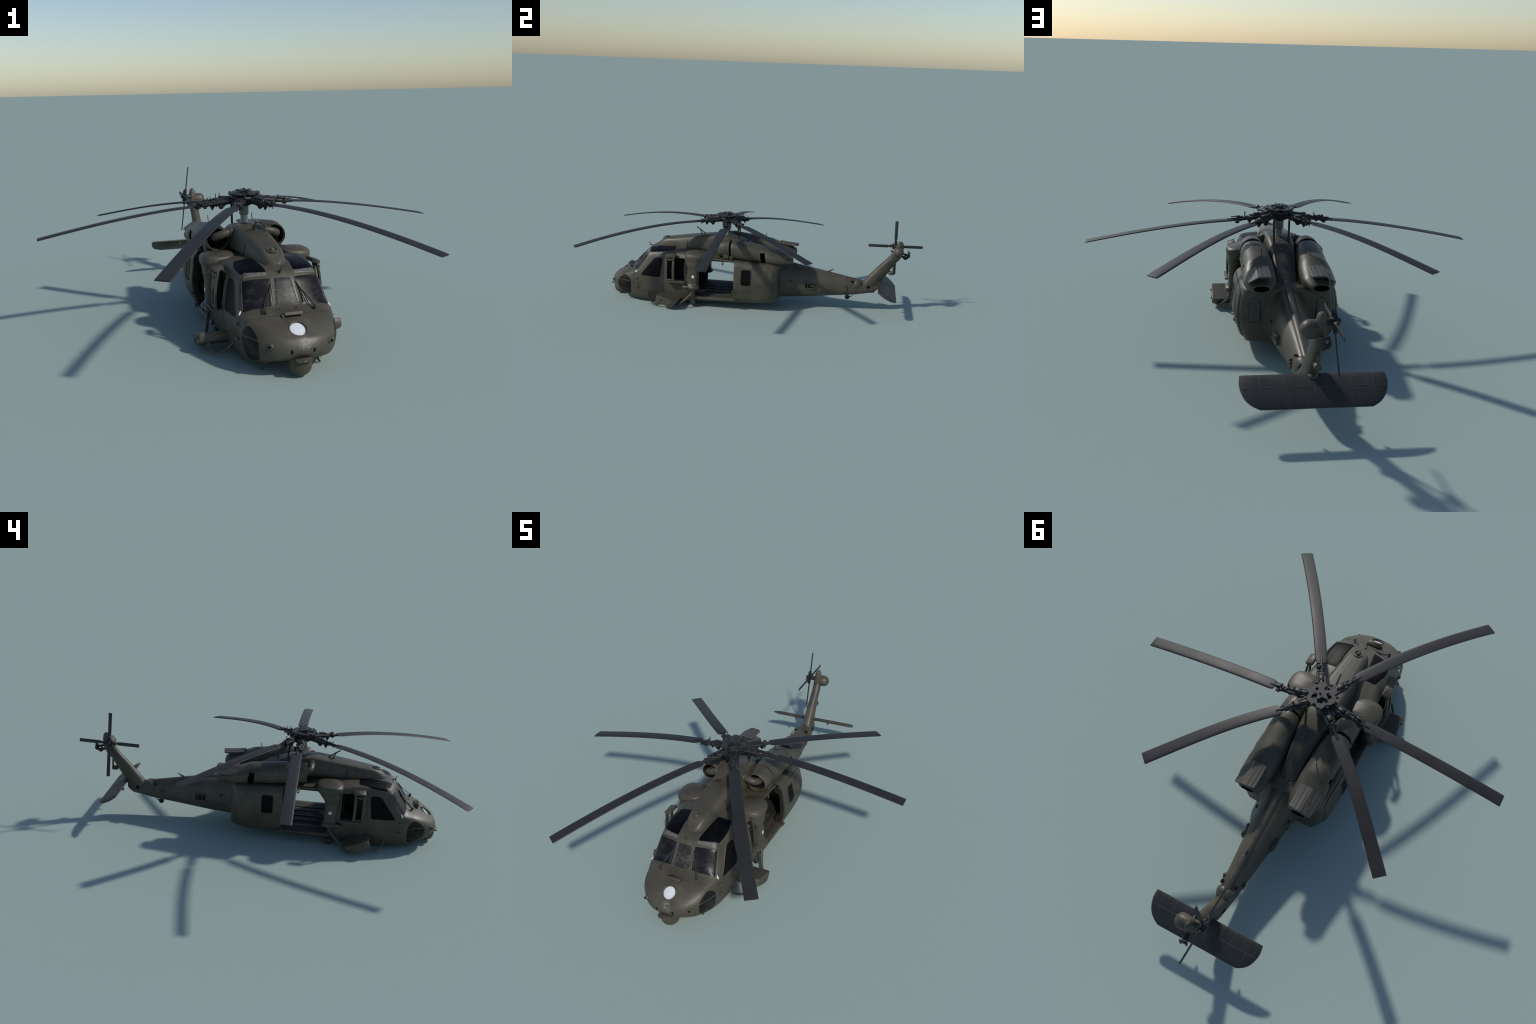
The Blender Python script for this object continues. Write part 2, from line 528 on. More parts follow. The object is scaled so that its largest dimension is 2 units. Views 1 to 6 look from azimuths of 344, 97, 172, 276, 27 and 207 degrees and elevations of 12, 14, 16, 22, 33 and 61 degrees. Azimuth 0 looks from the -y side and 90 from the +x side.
# chin windows
for s in (1, -1):
    o = [(x*s, y, z) for x, y, z in [(.135, -.842, .128), (.150, -.815, .160), (.158, -.785, .172), (.165, -.755, .150), (.168, -.748, .110), (.155, -.752, .055), (.135, -.775, .032), (.130, -.835, .062)]]
    make("chin_window", *patch(o, off=.0012, r=.02, M=9), CHIN, ROOT)
    make("window_seam", *seam([(.137*s, -.84, .128), (.155*s, -.80, .132), (.167*s, -.755, .128)], w=.0016, off=.002), SEAL, ROOT)
    make("window_seam", *seam([(.137*s, -.835, .085), (.155*s, -.79, .075), (.163*s, -.752, .07)], w=.0012, off=.002), OLIVE, ROOT)

# aft sliding cabin doors with one dark and one blanked window
for s in (1, -1):
    zt = .287
    o = [(.2*s, DOOR[1], .058), (.2*s, DOOR[1], zt), (.2*s, .10, zt-.008), (.2*s, .128, .26), (.2*s, .128, .11), (.2*s, .118, .06)]
    d = make("sliding_door", *patch(o, off=.006, depth=.003, M=10, r=.012, inset=.003), OLIVE, ROOT)
    w1 = [(.21*s, -.062, .165), (.21*s, -.005, .165), (.21*s, -.005, .258), (.21*s, -.062, .258)]
    w2 = [(.21*s, .030, .165), (.21*s, .092, .165), (.21*s, .092, .258), (.21*s, .030, .258)]
    make("cabin_window", *patch(w1, off=.0072, r=.012), GLASS, d)
    make("window_frame", *band(w1, width=.004, off=.0092, r=.012), OLIVE, d)
    make("blanked_window", *patch(w2, off=.0078, r=.014), OLIVE, d)
    make("window_frame", *band(w2, width=.0015, off=.0066, r=.014), OLIVE_D, d)
    g = Geo().add(cyl((.180*s, -.104, .279), (.196*s, -.104, .279), .006)).add(cyl((.205*s, -.108, .12), (.217*s, -.108, .12), .007))
    g.add(box((.196*s, -.108, .066), (.016, .022, .012)))
    g.make("door_roller", OLIVE, d)
# sill rail and upper rail of the doorway
for s in (1, -1):
    rail = Geo().add(tube([(.184*s, -.36, .056), (.188*s, -.23, .059), (.191*s, -.09, .063)], .0065))
    rail.add(box((.190*s, -.10, .058), (.014, .03, .010)))
    rail.make("door_sill_rail", OLIVE, ROOT)
    ur = Geo().add(tube([(.163*s, -.34, .303), (.163*s, -.2, .297), (.165*s, -.105, .290)], .0055))
    ur.make("door_track", OLIVE, ROOT)
    hk = Geo().add(torus((.163*s, -.184, .276), (1, 0, 0), .006, .0022)).add(cyl((.163*s, -.184, .296), (.163*s, -.184, .281), .003))
    hk.add(ball((.163*s, -.184, .269), .004))
    hk.make("roof_hook", OLIVE, ROOT)

# rear cabin wall panes
for s in (1, -1):
    o = [(.112*s, .154, .150), (.160*s, .150, .150), (.157*s, .150, .235), (.142*s, .152, .248), (.115*s, .154, .248)]
    if s > 0:
        make("rear_window", *patch(o, off=.0012, r=.012), FROST, ROOT)
    else:
        make("rear_panel", *patch(o, off=.0018, r=.012), OLIVE, ROOT)
    make("window_frame", *band(o, width=.002, off=.0016, r=.012), OLIVE_D, ROOT)

# joint lines
for s in (1, -1):
    sm = Geo()
    sm.add(seam([(.172*s, -.545, .05), (.19*s, -.545, .13), (.18*s, -.54, .22), (.155*s, -.535, .30)]))
    sm.add(seam([(.175*s, -.70, .075), (.188*s, -.62, .07), (.19*s, -.545, .068)]))
    sm.add(seam([(.17*s, -.735, .15), (.165*s, -.72, .18), (.16*s, -.69, .22), (.141*s, -.648, .30)]))
    sm.add(seam([(0, -.79, .197), (.07*s, -.785, .19), (.13*s, -.77, .182), (.16*s, -.76, .165)]))
    sm.make("joint_line", OLIVE_D, ROOT, kind="stuff")

# ------------------------------------------------------------------ cabin inside
fl = Geo()
for i in range(9):
    x = -.168 + .042*i
    fl.add(box((x, -.21, FLOOR + (.004 if abs(x) > .1 else .0015)), (.0415, .31, .006), bev=.1))
fl.make("floor_plank", DECK, ROOT, kind="stuff")
rails = Geo()
for x in (-.147, -.063, 0, .063, .147):
    rails.add(box((x, -.22, FLOOR+.0065), (.006, .27, .004)))
rails.make("cargo_rail", DECK, ROOT)
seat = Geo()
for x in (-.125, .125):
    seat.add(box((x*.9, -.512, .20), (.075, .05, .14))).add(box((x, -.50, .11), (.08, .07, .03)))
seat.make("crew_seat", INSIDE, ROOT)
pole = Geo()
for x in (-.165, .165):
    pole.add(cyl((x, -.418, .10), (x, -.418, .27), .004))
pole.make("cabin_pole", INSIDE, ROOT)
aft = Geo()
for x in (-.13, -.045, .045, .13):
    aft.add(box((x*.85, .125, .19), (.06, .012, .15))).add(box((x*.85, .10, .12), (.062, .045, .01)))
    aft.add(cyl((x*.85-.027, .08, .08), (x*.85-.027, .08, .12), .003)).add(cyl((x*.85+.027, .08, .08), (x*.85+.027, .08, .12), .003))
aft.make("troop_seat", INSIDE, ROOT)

# ------------------------------------------------------------------ gunner window frames
for s in (1, -1):
    g = Geo()
    # awning hood at the top
    g.add(mir(box((.190, -.494, .311), (.036, .060, .013), Matrix.Rotation(math.radians(18), 3, "Y")), s))
    # sill
    g.add(mir(box((.208, -.462, .157), (.032, .118, .008)), s))
    # flat bowed posts
    for y, w in ((-.521, .016), (-.477, .014)):
        spine = catmull([(.194, y, .306), (.204, y, .26), (.2085, y, .21), (.208, y+.002, .158)], 5)
        g.add(mir(loft([[p + V((a, b_, 0)) for a, b_ in ((.004, w/2-.002), (.003, w/2), (-.004, w/2), (-.004, -w/2), (.003, -w/2), (.004, -w/2+.002))] for p in spine]), s))
    g.add(mir(tube([(.204, -.522, .290), (.204, -.474, .290)], .005, smoothn=0), s))
    g.add(mir(ball((.205, -.498, .287), .006, .008, .006), s))
    g.add(mir(tube([(.208, -.522, .166), (.208, -.474, .166)], .005, smoothn=0), s))
    g.add(mir(tube([(.186, -.405, .30), (.193, -.405, .22), (.192, -.405, .157)], .004), s))
    gf = g.make("gunner_window_frame", OLIVE, ROOT)
pane = Geo().add(box((.065, -.465, .20), (.010, .125, .15)))  # made-up dark panel, added to block sight lines between the gunner windows
pane.make("sight_block_panel", INSIDE, ROOT)

# ------------------------------------------------------------------ side pylons
for s in (1, -1):
    # mushroom cap : stacked rounded slabs flaring out of the roof
    rs = []
    # z, centre x, centre y, rx, ry
    prof = [(.118, .194, -.357, .024, .026), (.128, .196, -.357, .029, .035), (.140, .192, -.357, .026, .035), (.152, .1875, -.357, .024, .033), (.2, .1875, -.357, .024, .033),
            (.232, .186, -.358, .025, .033), (.248, .184, -.358, .029, .036), (.262, .180, -.357, .036, .043), (.275, .175, -.353, .041, .050),
            (.290, .168, -.348, .050, .057), (.300, .161, -.345, .061, .064), (.314, .158, -.344, .066, .069), (.325, .156, -.343, .066, .068), (.333, .152, -.343, .059, .061), (.3375, .146, -.344, .047, .049), (.3395, .138, -.345, .02, .025)]
    tab = [(p[0],) + p[1:] for p in prof]
    n = 44
    for i in range(n+1):
        z = prof[0][0] + (prof[-1][0]-prof[0][0])*i/n
        cx, cy, rx, ry = interp(tab, z)
        rs.append([V((s*(q.x), q.z, z)) for q in superring(0, cx, cy, rx, ry, e=2.7, n=32)])
    py = make("side_pylon", *loft(rs), OLIVE, ROOT)
    ft = Geo().add(mir(ball((.203, -.352, .127), .026, .038, .018), s)).add(mir(ball((.210, -.392, .128), .014, .030, .011), s))
    ft.make("pylon_foot", OLIVE, py)
    make("strut_tube", *mir(tube([(.200, -.352, .112), (.206, -.365, .085), (.222, -.405, .045), (.248, -.448, .016), (.262, -.475, .012)], .0068), s), OLIVE, py)
    make("white_label", *mir(box((.2105, -.3545, .1945), (.003, .015, .016)), s), WHITE, py)

# ------------------------------------------------------------------ gun boxes with hoses
for s in (1, -1):
    M = Matrix.Rotation(math.radians(-19), 3, "X")
    sec = [(-.062, .020), (-.066, .012), (-.066, -.006), (-.060, -.017), (-.02, -.024), (.015, -.026), (.045, -.022), (.064, .016), (.062, .020)]
    rs = []
    for x, k in ((.150, 1), (.272, 1), (.279, .97), (.282, .86)):
        rs.append([V((s*x, -.502, .048)) + M @ V((0, a*k, c*k)) for a, c in sec])
    gb = make("gun_box", *loft(rs), OLIVE, ROOT, smooth=30)
    kn = Geo()
    for a, c in ((-.035, .002), (.02, -.005)):
        p = V((.283, -.502, .048)) + M @ V((0, a, c))
        kn.add(mir(lathe(p, (1, 0, 0), [(-.002, .006), (.003, .006), (.004, .004), (.005, .002)], 12), s))
    kn.add(mir(cyl((.25, -.475, .014), (.25, -.475, .004), .004), s))
    kn.make("box_fastener", OLIVE, gb)
    make("hose", *mir(tube([(.168, -.641, .070), (.180, -.638, .057), (.196, -.6285, .036), (.219, -.602, .0185), (.240, -.583, .027), (.247, -.566, .040), (.249, -.552, .052)], .0050), s), OLIVE, gb)
    # small wheel behind the box
    wh = Geo().add(torus((.172*s, -.358, .0205), (1, 0, 0), .0135, .0068))
    tyre = wh.make("tyre", RUBBER, ROOT)
    rim = Geo().add(mir(lathe((.167, -.358, .0205), (1, 0, 0), [(0, .0115), (.007, .0115), (.009, .008), (.009, .004), (.006, .003)], 18), s))
    rim.make("wheel_rim", OLIVE, ROOT)
    ax = Geo().add(mir(tube([(.165, -.358, .0205), (.150, -.358, .024), (.150, -.375, .045)], .006), s))
    ax.make("wheel_strut", OLIVE, ROOT)

# ------------------------------------------------------------------ nose details
lampo = make("landing_lamp", *lathe(LP - LN*.016, LN, [(0, .0286), (.0075, .0286), (.0088, .020), (.0092, .001)], 40), WHITE, ROOT)
make("lamp_rim", *torus(LP - LN*.0030, LN, .0318, .0030, 40, 10), OLIVE, ROOT)
tur = Geo().add(lathe((0, -.868, .066), (0, 0, -1), [(0, .040), (.012, .0415), (.026, .0415), (.038, .0400), (.048, .0355), (.057, .027), (.063, .015), (.0655, .001)], 32))
tur.make("sensor_turret", OLIVE, ROOT)
br = Geo().add(box((0, -.909, .070), (.062, .016, .007), Matrix.Rotation(math.radians(12), 3, "X"))).add(box((0, -.917, .066), (.05, .008, .006)))
br.add(ball((0, -.918, .066), .012, .006, .005))
br.make("turret_bracket", OLIVE, ROOT)
for s in (1, -1):
    p, n_ = snap((.041*s, -.905, .098))
    make("vent_dark_patch", *patch([(.036*s, -.91, .089), (.046*s, -.906, .089), (.046*s, -.906, .107), (.036*s, -.91, .107)], off=.0008, r=.003, M=3), DARK_FILL, ROOT)  # black patch laid on the skin in place of a hole
    p, n_ = snap((.106*s, -.875, .115))
    b1 = Geo().add(lathe(p - n_*.004, n_, [(0, .0125), (.004, .012), (.008, .0095), (.011, .008), (.0115, .005)], 18))
    bb = b1.make("nose_lamp_housing", OLIVE, ROOT)
    make("nose_lamp", *lathe(p + n_*.0072, n_, [(0, .0045), (.0048, .0045), (.0052, .003)], 14), DARK_FILL, bb)
# hinge cover in front of the windshield
p, n_ = snap((0, -.797, .195))
hb = Geo().add(box(p + n_*.008, (.066, .024, .012), Matrix.Rotation(math.radians(-22), 3, "X")))
hb.add(box(p + n_*.001 + V((-.036, 0, 0)), (.010, .020, .012), Matrix.Rotation(math.radians(-22), 3, "X")))
hb.make("hinge_cover", OLIVE, ROOT)
# wipers
for s in (1, -1):
    a, na = snap((.090*s, -.768, .20)); t, ntip = snap((.046*s, -.694, .285)); m_, nm = snap((.066*s, -.725, .248))
    wp = Geo().add(cyl(a, a + na*.013, .005)).add(ball(a + na*.012, .006))
    wp.add(tube([a + na*.012, m_ + nm*.010, t + ntip*.004], .0018, n=6))
    wp.add(tube([a + na*.010 + V((.006*s, 0, 0)), m_ + nm*.007 + V((.007*s, 0, 0)), t + ntip*.003 + V((.004*s, -.012, -.018))], .0015, n=6))
    e1, en = snap((.060*s, -.742, .222))
    wp.add(tube([t + ntip*.003, snap((.055*s, -.712, .265))[0] + nm*.003, e1 + en*.003], .0022, n=6))
    wp.make("windshield_wiper", RUBBER, ROOT)
    p, n_ = snap((.03*s, -.757, .206))
    make("washer_nozzle", *ball(p, .006, .006, .004), OLIVE, ROOT)
# white tabs at the lower outer windshield corners
for s in (1, -1):
    make("white_tab", *patch([(.163*s, -.720, .184), (.167*s, -.716, .185), (.163*s, -.709, .198), (.160*s, -.713, .199)], off=.0036, r=.001, M=3), WHITE, ROOT)
# handles, steps, studs
hd = Geo()
for s in (1, -1):
    for y, z in ((-.712, .155), (-.712, .101)):
        p, n_ = snap((.18*s, y, z))
        hd.add(ball(p + n_*.003, .006, .011, .006)).add(cyl(p + n_*.004 + V((0, -.010, 0)), p + n_*.004 + V((0, .010, 0)), .0032))
    for y, z in ((-.585, .135), (-.43, .145), (-.455, .138)):
        p, n_ = snap((.19*s, y, z))
        hd.add(ball(p, .004, .005, .0035))
hd.make("door_handle", OLIVE, ROOT, kind="stuff")
# chin antennas and belly fittings
for s in (1, -1):
    g = Geo().add(tube([(.105*s, -.755, .024), (.106*s, -.765, .010), (.108*s, -.775, .003)], .0045, n=8)).add(box((.095*s, -.79, .034), (.03, .014, .008)))
    g.make("chin_antenna", OLIVE, ROOT)
g = Geo().add(tube([(.0, -.672, .322), (.0, -.679, .334), (.0, -.683, .346)], .003, n=8, r_end=.0015)).add(box((0, -.671, .324), (.008, .02, .004)))
g.make("roof_antenna", OLIVE, ROOT)

# ------------------------------------------------------------------ engine house on the roof
# y | top z | bottom z | half width base | half width top
DOG = [(-.628, .338, .328, .012, .004), (-.618, .348, .326, .030, .016), (-.600, .363, .325, .042, .026), (-.570, .380, .325, .050, .033), (-.50, .391, .325, .060, .040),
       (-.43, .402, .325, .066, .045), (-.33, .415, .324, .070, .050), (-.25, .423, .322, .072, .052), (-.19, .4215, .32, .072, .050), (-.13, .412, .32, .068, .046),
       (-.06, .391, .315, .060, .042), (.0, .363, .30, .052, .040), (.05, .334, .28, .047, .037), (.095, .304, .262, .043, .033), (.118, .287, .255, .040, .030), (.126, .270, .25, .036, .022)]


def dog_ring(y):
    zt, zb, wb, wt = interp(DOG, y); h = zt-zb
    half = [V((0, y, zb)), V((wb*.8, y, zb)), V((wb, y, zb+h*.12)), V((wb*.98, y, zb+h*.45)), V(((wb+wt)/2*1.03, y, zb+h*.78)), V((wt, y, zt-h*.035)), V((wt*.5, y, zt))]
    full = half + [V((0, y, zt+h*.006))] + [V((-p.x, p.y, p.z)) for p in half[:0:-1]]
    return catmull(full, 6, closed=True)


dogy = [-.628, -.625, -.62, -.615, -.605, -.595, -.58] + [-.565 + .0125*i for i in range(56)] + [.124, .126]
dog = make("engine_fairing", *loft([dog_ring(min(y, .126)) for y in dogy]), OLIVE, ROOT)
lm = Geo().add(torus((0, -.573, .3805), (0, -.25, 1), .019, .0035)).add(lathe((0, -.573, .377), (0, -.25, 1), [(0, .010), (.006, .010), (.010, .007), (.012, .004), (.0125, .001)], 18))
lm.make("beacon_lamp", OLIVE, dog)
for s in (1, -1):
    po = Geo().add(mir(torus((.0645, -.327, .3715), (1, 0, .35), .0135, .003), s))
    po.make("port_rim", OLIVE, dog)
    make("port_dark_disc", *mir(lathe((.0600, -.327, .3715), (1, 0, .35), [(0, .0125), (.0052, .0125), (.0056, .011)], 18), s), DARK_FILL, dog)  # solid black disc inside the rim, standing in for an open port
    make("rib_strip", *mir(tube([(.0655, -.436, .336), (.0645, -.431, .36), (.0560, -.427, .384)], .0028, n=8), s), OLIVE, dog)
    make("joint_line", *mir(box((.063, -.422, .357), (.006, .003, .045), Matrix.Rotation(math.radians(-10), 3, "Y")), s), DARK_FILL, dog)
kb = Geo().add(ball((.005, -.057, .392), .008, .008, .007))
kb.make("fairing_knob", OLIVE, dog)
rb = Geo()
for i in range(28):
    y = -.040 + .0055*i
    zt, zb, wb, wt = interp(DOG, y)
    rb.add(box((0, y, zt-.0002), (wt*1.85, .0012, .0018), Matrix.Rotation(math.radians(-33), 3, "X")))
rb.make("cooling_rib", OLIVE_D, dog, kind="stuff")
va = Geo().add(tube([(0, -.318, .414), (0, -.35, .437), (0, -.381, .458)], .0035, n=8, smoothn=3)).add(tube([(0, -.345, .411), (0, -.352, .425), (0, -.360, .443)], .0028, n=8, smoothn=3))
va.add(box((0, -.332, .4145), (.012, .04, .004)))
va.make("wire_cutter", OLIVE, dog)

# ------------------------------------------------------------------ engine nacelles
NAC = [(-.135, .119, .360, .053, .052), (-.120, .118, .358, .057, .055), (-.05, .116, .350, .062, .056), (.03, .114, .342, .063, .053), (.065, .114, .337, .065, .053), (.10, .116, .329, .068, .049),
       (.135, .117, .323, .068, .043), (.18, .118, .3195, .066, .034), (.21, .118, .316, .055, .024), (.226, .118, .313, .046, .019), (.234, .118, .312, .038, .015)]
for s in (1, -1):
    rs = []
    for i in range(50):
        y = -.135 + .368*i/49
        cx, cz, rx, rz = interp(NAC, y)
        rs.append([V((s*p.x, p.y, p.z)) for p in superring(y, cx, cz, rx, rz, e=2.25, n=40)])
    nac = make("engine_nacelle", *loft(rs), [OLIVE], ROOT)
    cs = [cutter(mir(box((.186, .0625, .311), (.086, .029, .098), Matrix.Rotation(math.radians(9), 3, "X"), bev=.08), s), DARK_FILL)]
    cs.append(cutter(mir(lathe((.118, .25, .311), (0, -1, .05), [(0, .031), (.07, .031)], 24, sx=1.0, sy=.41), s), DARK_FILL))
    apply_bool(nac, cs)
    # front cowl ring with open mouth
    prof_o = [(-.218, .0445), (-.222, .0465), (-.219, .0490), (-.20, .0520), (-.16, .0540), (-.148, .0540), (-.146, .051), (-.155, .044), (-.20, .0425), (-.218, .0430)]
    v, f = [], []
    n = 36
    for t, r in prof_o:
        for j in range(n):
            a = 2*PI*j/n
            v.append(V((s*(.1205 + r*math.cos(a)), t, .3645 + r*math.sin(a))))
    m = len(prof_o)
    for i in range(m):
        for j in range(n):
            f.append([i*n+j, i*n+(j+1) % n, ((i+1) % m)*n+(j+1) % n, ((i+1) % m)*n+j])
    cow = make("intake_cowl", v, f, OLIVE, nac)
    make("intake_dark_plug", *mir(lathe((.1205, -.195, .3645), (0, 1, 0), [(0, .043), (.065, .046)], 30), s), DARK_FILL, cow)  # solid black plug, its colour stands in for the dark intake interior
    make("intake_pipe", *mir(tube([(.045, -.236, .397), (.070, -.237, .395), (.098, -.240, .389), (.120, -.234, .381), (.130, -.212, .374), (.132, -.18, .370)], .0175, n=18), s), OLIVE, cow)
    make("pipe_collar", *mir(torus((.071, -.237, .395), (1, .03, -.1), .0185, .005), s), OLIVE, cow)
    lat = Geo()
    for a in (-35, 15, 60):
        c_, q = math.cos(math.radians(a)), math.sin(math.radians(a))
        lat.add(mir(box((.1205 + .0515*c_, -.168, .3645 + .0515*q), (.006, .018, .010), Matrix.Rotation(math.radians(-a), 3, "Y")), s))
    lat.add(mir(box((.155, -.165, .322), (.02, .034, .026)), s)).add(mir(box((.150, -.135, .314), (.018, .02, .022)), s))
    lat.make("cowl_latch", OLIVE, cow)
    # corrugated exhaust visor
    rs_t, nx, ny = [], 48, 10
    vv, ff = [], []
    for side_ in (0, 1):
        for j in range(ny+1):
            t = j/ny
            for i in range(nx+1):
                k = i/nx
                x = .0785 + (.1745-.0785)*k
                base = interp([(0, .371), (.25, .3755), (.5, .3755), (.72, .366), (1, .3495)], k)[0]
                base += -.018*t + .007*t*t
                rib = .0020*abs(math.sin(k*PI*6 + .4 + .5*math.sin(k*9)))**.6*(.7+.3*math.sin(k*13+1))
                y = .130 + .104*t + .010*math.sin(k*PI)**.5*t
                z = base + rib - (.006 if side_ else 0)
                vv.append(V((s*x, y, z)))
    W = nx+1; off = W*(ny+1)
    for j in range(ny):
        for i in range(nx):
            a = j*W+i
            ff.append([a, a+1, a+1+W, a+W]); ff.append([off+a, off+a+W, off+a+1+W, off+a+1])
    for i in range(nx):
        ff.append([i, off+i, off+i+1, i+1]); q = ny*W+i
        ff.append([q, q+1, off+q+1, off+q])
    for j in range(ny):
        a = j*W; ff.append([a, a+W, off+a+W, off+a]); a = j*W+nx
        ff.append([a, off+a, off+a+W, a+W])
    make("exhaust_visor", vv, ff, VISOR, nac, smooth=50)
    wb_ = Geo().add(mir(box((.120, .165, .352), (.062, .06, .018)), s))
    wb_.make("visor_bracket", OLIVE, nac)
    def top(x, y):
        cx, cz, rx, rz = interp(NAC, y)
        return V((x, y, cz + rz*(1-min(1, abs(x-cx)/rx)**2.25)**(1/2.25)))
    a = top(.100, .036)
    make("whip_antenna", *mir(tube([a, a + V((0, .004, .016)), a + V((0, .008, .030))], .0018, n=6), s), OLIVE_D, nac)
    make("joint_line", *mir(tube([top(.100 + .055*q/8, .038 + .06*q/8) for q in range(9)], .0011, n=6, smoothn=0), s), OLIVE_D, nac)

# ------------------------------------------------------------------ tail boom
# y | half width | bottom | top
BOOM = [(.09, .150, .060, .292), (.13, .136, .059, .288), (.150, .118, .058, .283), (.160, .102, .057, .279), (.175, .091, .0575, .275), (.21, .081, .059, .266), (.30, .0715, .066, .247), (.40, .060, .076, .229), (.50, .0495, .087, .210), (.60, .041, .097, .191), (.65, .036, .106, .182),
        (.70, .030, .116, .177), (.728, .026, .124, .175), (.748, .020, .142, .175)]
rs = []
for i in range(80):
    y = .09 + (.748-.09)*(i/79)**1.25
    hw, zb, zt = interp(BOOM, y)
    zc = zb + (zt-zb)*.42
    r = []
    for p in superring(y, 0, 0, hw, 1, e=2.7, n=44):
        z = zc + p.z*((zt-zc) if p.z > 0 else (zc-zb))
        r.append(V((p.x*(1 - .20*max(0, p.z)), y, z)))      # flanks lean in towards the top
    rs.append(r)
boom = make("tail_boom", *loft(rs), OLIVE, ROOT)
# drive shaft tunnel along the top
rs = []
for i in range(30):
    y = .105 + (.67-.105)*i/29
    hw, zb, zt = interp(BOOM, y)
    k = .0155 + .003*(1-i/29)
    zc = max(zt - .005, .2915 - .42*(y-.105))
    rs.append([V((0 + k*math.cos(2*PI*j/20), y, zc + .0145*math.sin(2*PI*j/20))) for j in range(20)])
make("shaft_tunnel", *loft(rs), OLIVE, boom)
# collar at the fold joint
rs = []
for y, k in ((.600, -.002), (.609, .0022), (.624, .0022), (.642, -.003)):
    rs.append([p + V((0, (p.z-.15)*.28, 0)) for p in superring(y, 0, .149, interp(BOOM, y)[0]+k, (interp(BOOM, y)[2]-interp(BOOM, y)[1])/2+k, e=2.9, n=44)])
make("fold_collar", *loft(rs), OLIVE, boom)
for s in (1, -1):
    g = Geo()
    hw = interp(BOOM, .335)[0]
    for z in (.133, .165):
        g.add(mir(box((hw+.001, .337, z), (.014, .058, .005)), s))
    for y in (.310, .328, .364):
        g.add(mir(box((hw+.001, y, .149), (.014, .005, .032)), s))
    g.add(mir(cyl((hw-.004, .351, .149), (hw+.005, .351, .149), .007), s))
    lv = g.make("flare_dispenser", OLIVE, boom)
    make("dispenser_dark_block", *mir(box((hw-.0005, .337, .149), (.008, .052, .028)), s), DARK_FILL, lv)  # black block set within the frame, no recess is cut
    b2 = Geo().add(mir(box((interp(BOOM, .55)[0]-.001, .553, .138), (.010, .026, .028)), s)).add(mir(box((interp(BOOM, .55)[0]+.002, .553, .149), (.010, .010, .020)), s))
    b2.make("access_cover", OLIVE, boom)
    make("vent_dark_bar", *mir(box((interp(BOOM, .60)[0]-.008, .592, .186), (.012, .016, .004)), s), DARK_FILL, boom)  # black bar sunk into the boom to pass for a slot
    st = Geo()
    for y, z in ((.225, .175), (.235, .125)):
        st.add(mir(ball((interp(BOOM, y)[0]-.001, y, z), .004, .009, .004), s))
    st.make("boom_step", OLIVE_D, boom)
    make("boom_dark_disc", *mir(cyl((.018, .69, .155), (.0315, .69, .155), .010, n=18), s), DARK_FILL, boom)  # black cylinder end on the flank, added instead of a real opening
rs = []
for t, c in ((0, .026), (.4, .018), (.75, .012), (1, .008)):
    y0 = .440 + .036*t; z0 = .228 + .020*t
    rs.append([V((.0022*math.sin(2*PI*j/12), y0 + c*math.cos(2*PI*j/12)*.5, z0)) for j in range(12)])
make("boom_antenna", *loft(rs), OLIVE, boom)
tw = Geo().add(torus((0, .567, .075), (1, 0, 0), .009, .006)).add(cyl((0, .560, .10), (0, .567, .075), .007)).add(tube([(0, .572, .073), (0, .585, .079), (0, .597, .086)], .004, n=8, r_end=.002))
tw.add(cyl((-.008, .567, .075), (.008, .567, .075), .006))
tw.make("tail_bumper_wheel", RUBBER, boom)
g = Geo().add(tube([(0, .337, .082), (.0, .341, .072), (.0, .349, .064)], .005, n=8)).add(box((0, .335, .08), (.012, .02, .008)))
g.make("belly_antenna", OLIVE, boom)

# ------------------------------------------------------------------ tail fin
# z | leading y | trailing y | half thickness
FIN = [(.118, .668, .728, .022), (.145, .650, .748, .029), (.17, .650, .756, .029), (.20, .668, .773, .027), (.25, .712, .806, .0235), (.30, .757, .838, .0215), (.345, .800, .874, .0205), (.38, .824, .885, .020), (.405, .837, .886, .0185), (.425, .844, .884, .015), (.438, .848, .880, .011), (.4435, .855, .874, .005)]
rs = []
for i in range(46):
    z = .118 + (.4435-.118)*i/45
    y0, y1, t = interp(FIN, z)
    r = []
    for j in range(32):
        a = 2*PI*j/32; c, q = math.cos(a), math.sin(a)
        # blunt nose, finer trailing edge
        th = t*math.copysign(abs(q)**.85, q)*(1 - .28*c)
        r.append(V((th, (y0+y1)/2 + (y1-y0)/2*c, z)))
    rs.append(r)
fin = make("tail_fin", *loft(rs), OLIVE, ROOT)
gb = Geo().add(lathe((-.012, .856, .386), (1, 0, 0), [(0, .026), (.02, .029), (.045, .031), (.058, .029), (.068, .023), (.075, .013), (.078, .001)], 28))
gb.make("tail_gearbox", OLIVE, fin)
pd = Geo().add(lathe((0, .806, .247), (0, 1, -.05), [(0, .008), (.005, .0115), (.024, .0125), (.030, .0115), (.033, .008)], 18)).add(box((0, .834, .268), (.008, .008, .05)))
pd.make("tail_lamp", OLIVE, fin)
make("fin_light", *cyl((0, .811, .386), (0, .830, .374), .005), OLIVE_D, fin)

